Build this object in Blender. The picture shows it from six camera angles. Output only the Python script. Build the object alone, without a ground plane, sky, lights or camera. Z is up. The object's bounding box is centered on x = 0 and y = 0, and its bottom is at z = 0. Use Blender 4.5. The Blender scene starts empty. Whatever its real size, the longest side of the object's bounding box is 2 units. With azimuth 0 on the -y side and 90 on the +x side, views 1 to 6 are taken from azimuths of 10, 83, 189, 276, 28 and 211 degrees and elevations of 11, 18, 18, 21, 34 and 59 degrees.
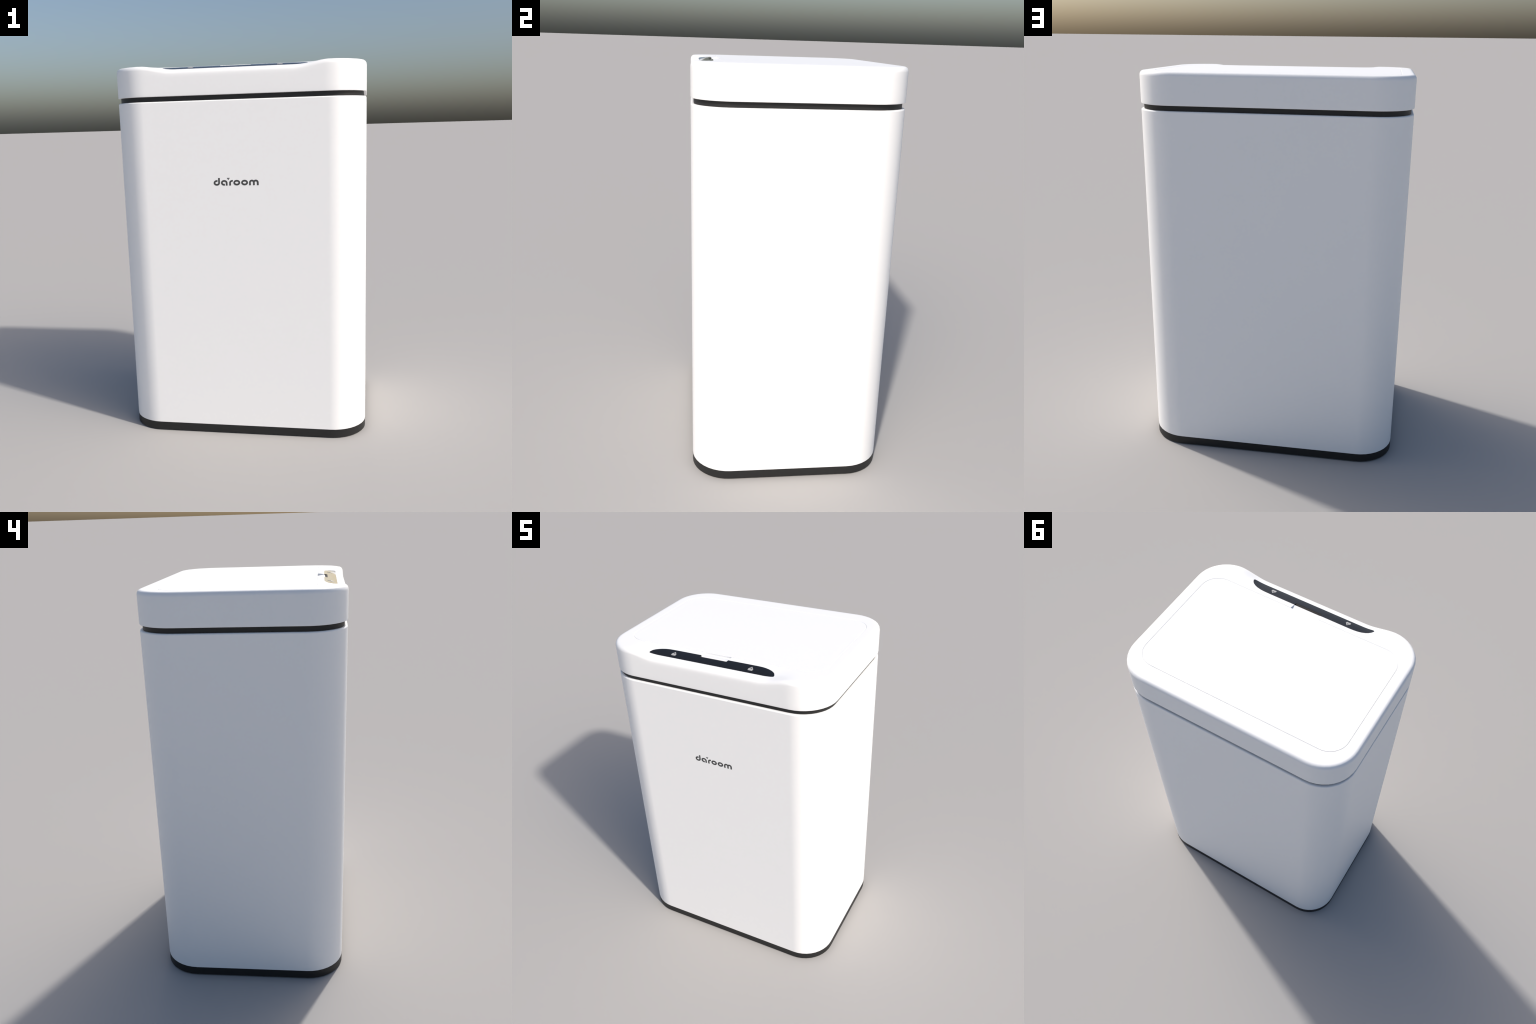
"""Rectangular touch-free waste bin: straight rounded-rectangle body on a dark base,
dark neck band, deep lid rim with a scooped front edge, hinged flap with a finger
notch, glossy sensor strip with two hover icons, and a small word mark."""
import bpy, bmesh, math
from mathutils import Vector

# ----------------------------------------------------------------- dimensions
HX, YF, YB, R = 0.6658, -0.4786, 0.4803, 0.1865   # half width, front, back, corner radius
LID_PROUD = 0.0005                               # the lid stands slightly proud of the body
BASE_TOP, BODY_TOP = 0.047, 1.8205
LID_BOTTOM, LID_TOP = 1.8457, 2.0
CORNER_SEG = 10

# ------------------------------------------------------------------ materials
def material(name, color, rough, var=0.0, bump=0.0, scale=60.0, spec=0.5, coat=0.0):
    m = bpy.data.materials.new(name)
    m.use_nodes = True
    nt = m.node_tree
    b = nt.nodes["Principled BSDF"]
    b.inputs["Base Color"].default_value = (*color, 1)
    b.inputs["Roughness"].default_value = rough
    b.inputs["Specular IOR Level"].default_value = spec
    b.inputs["Coat Weight"].default_value = coat
    tc = nt.nodes.new("ShaderNodeTexCoord")
    nz = nt.nodes.new("ShaderNodeTexNoise")
    nz.inputs["Scale"].default_value = scale
    nz.inputs["Detail"].default_value = 4
    nt.links.new(tc.outputs["Object"], nz.inputs["Vector"])
    ramp = nt.nodes.new("ShaderNodeValToRGB")
    ramp.color_ramp.elements[0].position = 0.3
    ramp.color_ramp.elements[1].position = 0.7
    for e, k in zip(ramp.color_ramp.elements, (1 - var, 1 + var)):
        e.color = (*[min(1, c * k) for c in color], 1)
    nt.links.new(nz.outputs["Fac"], ramp.inputs["Fac"])
    nt.links.new(ramp.outputs["Color"], b.inputs["Base Color"])
    if bump:
        bp = nt.nodes.new("ShaderNodeBump")
        bp.inputs["Strength"].default_value = bump
        bp.inputs["Distance"].default_value = 0.0005
        nt.links.new(nz.outputs["Fac"], bp.inputs["Height"])
        nt.links.new(bp.outputs["Normal"], b.inputs["Normal"])
    return m

WHITE = material("white_plastic", (0.918, 0.918, 0.918), 0.5, var=0.004)
DARK = material("dark_plastic", (0.013, 0.0132, 0.0135), 0.5, var=0.03, spec=0.4)
GLOSS = material("glossy_black_plastic", (0.012, 0.0125, 0.014), 0.06, var=0.02)
MATT = material("matt_black_plastic", (0.011, 0.0105, 0.010), 0.6, var=0.02, spec=0.3)
INK = material("grey_ink", (0.052, 0.053, 0.054), 0.5, var=0.02)
ICON = material("light_grey_ink", (0.40, 0.40, 0.40), 0.5, var=0.02)

# -------------------------------------------------------------------- helpers
def obj_from_bm(bm, name, mat, parent=None, sharp=35, weighted=True):
    me = bpy.data.meshes.new(name)
    bmesh.ops.recalc_face_normals(bm, faces=bm.faces)
    bm.to_mesh(me)
    bm.free()
    o = bpy.data.objects.new(name, me)
    bpy.context.scene.collection.objects.link(o)
    me.materials.append(mat)
    o.parent = parent
    if weighted:
        finish(o, sharp)
    return o

def finish(o, sharp=35):
    me = o.data
    me.polygons.foreach_set("use_smooth", [True] * len(me.polygons))
    me.set_sharp_from_angle(angle=math.radians(sharp))
    me.update()
    mod = o.modifiers.new("normals", "WEIGHTED_NORMAL")   # flat faces stay flat, fillets stay smooth
    mod.keep_sharp = True
    mod.weight = 100
    dg = bpy.context.evaluated_depsgraph_get()
    new = bpy.data.meshes.new_from_object(o.evaluated_get(dg))
    o.modifiers.clear()
    o.data = new
    new.name = me.name
    bpy.data.meshes.remove(me)

def rounded_rect(hx, y0, y1, r, seg=CORNER_SEG, nx=1, ny=1):
    """Counter-clockwise outline of a rounded rectangle, starting on the front edge."""
    pts = []
    def line(a, b, n):
        for i in range(n):
            t = i / n
            pts.append((a[0] + (b[0] - a[0]) * t, a[1] + (b[1] - a[1]) * t))
    def arc(cx, cy, a0):
        for i in range(seg):
            a = a0 + math.pi / 2 * i / seg
            pts.append((cx + r * math.cos(a), cy + r * math.sin(a)))
    line((-hx + r, y0), (hx - r, y0), nx)
    arc(hx - r, y0 + r, -math.pi / 2)
    line((hx, y0 + r), (hx, y1 - r), ny)
    arc(hx - r, y1 - r, 0)
    line((hx - r, y1), (-hx + r, y1), nx)
    arc(-hx + r, y1 - r, math.pi / 2)
    line((-hx, y1 - r), (-hx, y0 + r), ny)
    arc(-hx + r, y0 + r, math.pi)
    return pts

def inset_ring(d, nx=1, ny=1):
    return rounded_rect(HX - d, YF + d, YB - d, R - d, nx=nx, ny=ny)

def loft(rings, cap_first=True, cap_last=True):
    bm = bmesh.new()
    vs = [[bm.verts.new(p) for p in ring] for ring in rings]
    n = len(vs[0])
    for a, b in zip(vs, vs[1:]):
        for i in range(n):
            j = (i + 1) % n
            bm.faces.new((a[i], a[j], b[j], b[i]))
    if cap_first:
        bm.faces.new(list(reversed(vs[0])))
    if cap_last:
        bm.faces.new(vs[-1])
    return bm

def profile_loft(profile, **kw):
    """profile: list of (inset, z)."""
    return loft([[(x, y, z) for x, y in inset_ring(d)] for d, z in profile], **kw)

def prism(outline, z0, z1):
    return loft([[(x, y, z0) for x, y in outline], [(x, y, z1) for x, y in outline]])

def boolean(target, cutter_bm, op):
    me = bpy.data.meshes.new("cutter")
    bmesh.ops.recalc_face_normals(cutter_bm, faces=cutter_bm.faces)
    cutter_bm.to_mesh(me)
    cutter_bm.free()
    c = bpy.data.objects.new("cutter", me)
    bpy.context.scene.collection.objects.link(c)
    mod = target.modifiers.new("cut", "BOOLEAN")
    mod.operation, mod.solver, mod.object = op, "EXACT", c
    dg = bpy.context.evaluated_depsgraph_get()
    new = bpy.data.meshes.new_from_object(target.evaluated_get(dg))
    target.modifiers.clear()
    old = target.data
    target.data = new
    bpy.data.meshes.remove(old)
    bpy.data.objects.remove(c)
    bpy.data.meshes.remove(me)
    while len(new.materials) > 1:
        new.materials.pop()
    new.polygons.foreach_set("material_index", [0] * len(new.polygons))

def smoothstep(a, b, x):
    t = max(0.0, min(1.0, (x - a) / (b - a)))
    return t * t * (3 - 2 * t)

# ------------------------------------------------------------------ the thing
root = bpy.data.objects.new("trash_can", None)
bpy.context.scene.collection.objects.link(root)
root["label"] = "tall white rectangular sensor trash can with black trim"
root["category"] = "trash can"

# base: dark flush skirt
base = obj_from_bm(profile_loft([(0.004, 0.0), (0.0, 0.003), (0.0, BASE_TOP)]), "base", DARK, root)

# body: straight shell with a rounded upper rim (open below, it stands on the base)
rim = 0.007
body_profile = [(0.0, BASE_TOP), (0.0, 0.6), (0.0, 1.2), (0.0, BODY_TOP - rim)]
body_profile += [(rim * (1 - math.cos(a)), BODY_TOP - rim + rim * math.sin(a))
                 for a in (math.pi / 8, math.pi / 4, 3 * math.pi / 8, math.pi / 2)]
body_profile += [(0.03, BODY_TOP), (0.03, BODY_TOP - 0.05)]
body = obj_from_bm(profile_loft(body_profile, cap_first=False), "body", WHITE, root)

# neck band seen in the gap between body and lid
band = obj_from_bm(profile_loft([(0.0140, BODY_TOP - 0.03), (0.0140, LID_BOTTOM + 0.03)]),
                   "neck_band", DARK, root)

# lid rim: two profiles (plain rounded edge / scooped front edge) blended along x
plain = [(0.004, LID_BOTTOM), (0.001, LID_BOTTOM + 0.001), (0.0, LID_BOTTOM + 0.004), (0.0, 1.88), (0.0, 1.915),
         (0.0, 1.950), (0.0, 1.978), (0.0015, 1.986), (0.006, 1.994), (0.0125, 1.9985), (0.020, 2.0),
         (0.030, 2.0), (0.0445, 2.0), (0.058, 2.0), (0.0715, 2.0), (0.105, 2.0), (0.130, 2.0), (0.15, 2.0)]
scoop = plain[:4] + [(0.0, 1.915),
         (0.0, 1.940), (0.0005, 1.952), (0.0021, 1.9608), (0.0050, 1.9660), (0.0100, 1.9710), (0.0180, 1.9750),
         (0.030, 1.9785), (0.0449, 1.9818), (0.058, 1.9857), (0.0734, 1.9902), (0.1079, 1.9966), (0.130, 1.9992), (0.15, 2.0)]
NX, NY = 56, 16

def scoop_weight(x, y):
    if y > 0:
        return 0.0
    return 1 - smoothstep(0.31, 0.49, abs(x))

rings = []
for (d0, z0), (d1, z1) in zip(plain, scoop):
    r0 = inset_ring(d0 - LID_PROUD, NX, NY)
    r1 = inset_ring(d1 - LID_PROUD, NX, NY)
    ring = []
    for (xa, ya), (xb, yb) in zip(r0, r1):
        w = scoop_weight(xa, ya)
        ring.append((xa, ya + (yb - ya) * w, z0 + (z1 - z0) * w))
    rings.append(ring)
lid = obj_from_bm(loft(rings), "lid_rim", WHITE, root, weighted=False)

def lid_copy(name, mat):
    o = lid.copy()
    o.data = lid.data.copy()
    o.name = o.data.name = name
    o.data.materials.clear()
    o.data.materials.append(mat)
    bpy.context.scene.collection.objects.link(o)
    return o

def flap_outline(g=0.0):
    return rounded_rect(0.5965 - g, -0.3385 + g, 0.3790 - g, 0.105 - g, seg=12)

def panel_outline(g=0.0):
    """Sensor strip: straight front and back edges, ends swept to a blunt tip."""
    half = [(0.0, -0.4345), (0.10, -0.4345), (0.20, -0.4345), (0.29, -0.4345), (0.335, -0.4350),
            (0.360, -0.4358), (0.371, -0.4356), (0.3765, -0.4330), (0.3775, -0.4290),
            (0.3755, -0.4210), (0.3690, -0.4090), (0.3580, -0.3980), (0.3430, -0.3885), (0.3250, -0.3810),
            (0.3050, -0.3758), (0.2850, -0.3730), (0.2600, -0.3718), (0.2000, -0.3715), (0.10, -0.3715), (0.0, -0.3715)]
    pts = half + [(-x, y) for x, y in reversed(half[1:-1])]
    if g:
        n = len(pts)
        out = []
        for i in range(n):
            a, b = Vector(pts[i - 1]), Vector(pts[(i + 1) % n])
            t = (b - a).normalized()
            out.append((pts[i][0] - t.y * g, pts[i][1] + t.x * g))
        pts = out
    return pts

# hinged flap and sensor strip are slices of the same lid surface
flap = lid_copy("lid_flap", WHITE)
boolean(flap, prism(flap_outline(0.0005), LID_TOP - 0.0029, 2.1), "INTERSECT")
panel = lid_copy("sensor_panel", GLOSS)
boolean(panel, prism(panel_outline(0.0004), 1.965, 2.1), "INTERSECT")
boolean(lid, loft([[(x, y, z) for x, y in flap_outline(g)]          # opening with a chamfered edge
                   for g, z in ((0.0, LID_TOP - 0.0031), (0.0, LID_TOP - 0.0026), (-0.0032, LID_TOP), (-0.0235, LID_TOP + 0.02))]), "DIFFERENCE")
boolean(lid, prism(panel_outline(), 1.9655, 2.1), "DIFFERENCE")

def wedge(profile, hx0, hx1):
    """Prism along x with a (y, z) profile; half width hx0 at its front, hx1 at its back."""
    ys = [p[0] for p in profile]
    lo, hi = min(ys), max(ys)
    def hx(y):
        return hx0 + (hx1 - hx0) * (y - lo) / (hi - lo)
    return loft([[(-hx(y), y, z) for y, z in profile], [(hx(y), y, z) for y, z in profile]])

# finger notch: white ramp falling towards the flap, dark ramp falling towards the notch
boolean(lid, wedge([(-0.3725, 1.9950), (-0.3350, 1.9882), (-0.3350, 2.05), (-0.3725, 2.05)], 0.081, 0.087), "DIFFERENCE")
boolean(panel, wedge([(-0.3885, 1.9929), (-0.3765, 1.9890), (-0.3690, 1.9872), (-0.3690, 2.05), (-0.3885, 2.05)], 0.079, 0.083), "DIFFERENCE")
lip = wedge([(-0.3712, 1.9949), (-0.3712, 1.9790), (-0.3766, 1.9790), (-0.3766, 1.9889)], 0.0788, 0.0805)
bmesh.ops.recalc_face_normals(lip, faces=lip.faces)
lip.from_mesh(lid.data)                       # sloping front lip of the notch joins the lid rim
lip.to_mesh(lid.data)
lip.free()
panel.data.materials.append(MATT)             # the ramp in the strip is matt
for p in panel.data.polygons:
    if p.normal.y > 0.15 and p.normal.z > 0.3 and p.center.y > -0.389 and abs(p.center.x) < 0.083:
        p.material_index = 1
for o in (lid, flap, panel):
    finish(o, 30)

# ------------------------------------------------------------- flat marks
def stroke_mesh(strokes, to3d, h):
    """strokes: (points, width, closed). Builds mitred ribbons of height h."""
    bm = bmesh.new()
    for lvl, (pts, w, closed) in enumerate(strokes):
        n = len(pts)
        left, right = [], []
        for i, p in enumerate(pts):
            p = Vector(p)
            a = Vector(pts[i - 1]) if (i or closed) else None
            b = Vector(pts[(i + 1) % n]) if (i < n - 1 or closed) else None
            t0 = (p - a).normalized() if a is not None else (b - p).normalized()
            t1 = (b - p).normalized() if b is not None else t0
            t = (t0 + t1).normalized()
            nrm = Vector((-t.y, t.x))
            k = w / 2 / max(0.35, nrm.dot(Vector((-t0.y, t0.x))))
            left.append(p + nrm * k)
            right.append(p - nrm * k)
        hh = h * (1 + 0.4 * lvl)
        L0, L1 = [[bm.verts.new(to3d(q.x, q.y, z)) for q in left] for z in (-0.001, hh)]
        R0, R1 = [[bm.verts.new(to3d(q.x, q.y, z)) for q in right] for z in (-0.001, hh)]
        for i in range(n if closed else n - 1):
            j = (i + 1) % n
            for quad in ((L1[i], L1[j], R1[j], R1[i]), (L0[i], R0[i], R0[j], L0[j]),
                         (L0[i], L0[j], L1[j], L1[i]), (R0[i], R1[i], R1[j], R0[j])):
                bm.faces.new(quad)
        if not closed:
            bm.faces.new((L0[0], L1[0], R1[0], R0[0]))
            bm.faces.new((L0[-1], R0[-1], R1[-1], L1[-1]))
    return bm

def arc(cx, cy, rx, ry, a0, a1, n=22):
    return [(cx + rx * math.cos(math.radians(a0 + (a1 - a0) * i / n)),
             cy + ry * math.sin(math.radians(a0 + (a1 - a0) * i / n))) for i in range(n + 1)]

W = 0.0090                       # stroke width of the word mark
ZB, ZT = 1.3842, 1.4130          # baseline and x-height
ZC, RY = (ZB + ZT) / 2, (ZT - ZB - W) / 2
def letter_bowl_d(x):            # open bowl running into a tall stem
    rx = 0.0122
    return [(arc(x, ZC, rx, RY, 72, 360) + [(x + rx, ZC + 0.012), (x + rx, 1.4240)], W, False)]
def letter_a(x):
    rx = 0.0128
    return [(arc(x, ZC, rx, RY, 285, 0)[:] + [(x + rx, ZB)], W, False)]
def letter_r(x):
    return [([(x, ZB), (x, ZC - 0.002)] + arc(x + 0.0135, ZC, 0.0135, RY, 176, 84, 12), W, False)]
def letter_o(x):
    return [(arc(x, ZC, 0.0134, RY, 0, 345, 23), W, True)]
def letter_m(x):
    hw = 0.0103
    first = [(x - 2 * hw, ZB)] + arc(x - hw, ZC, hw, RY, 180, 0, 16) + [(x, ZB)]
    second = arc(x + hw, ZC, hw, RY, 165, 0, 16) + [(x + 2 * hw, ZB)]
    return [(first, W, False), (second, W, False)]

def on_front(x, z, h):
    return (x, YF - h, z)

for strokes in (letter_bowl_d(-0.1010), letter_a(-0.0615), letter_r(-0.0306),
                letter_o(0.0050), letter_o(0.0461), letter_m(0.0947)):
    obj_from_bm(stroke_mesh(strokes, on_front, 0.0006), "letter", INK, body)
obj_from_bm(stroke_mesh([([(-0.0438, 1.4225), (-0.0342, 1.4225), (-0.0390, 1.4150)], 0.0030, True)], on_front, 0.0006),
            "triangle_mark", INK, body)

# hover icons on the sensor strip: a triangle outline above a solid bar
def on_panel(cx):
    def f(x, y, h):
        yy = -0.4061 + y
        d = yy - YF + LID_PROUD
        zz = 1.9
        for (d0, z0), (d1, z1) in zip(scoop, scoop[1:]):
            if d0 <= d <= d1 and d1 > d0:
                zz = z0 + (z1 - z0) * (d - d0) / (d1 - d0)
        return (cx + x, yy, zz + h)
    return f

for cx in (-0.2331, 0.2331):
    obj_from_bm(stroke_mesh([([(-0.0130, -0.0055), (-0.006, -0.0058), (0.006, -0.0058), (0.0130, -0.0055)], 0.0095, False),
                             ([(-0.0108, 0.0010), (0.0, 0.0150), (0.0108, 0.0010)], 0.0042, True)],
                            on_panel(cx), 0.0006), "hover_icon", ICON, panel)
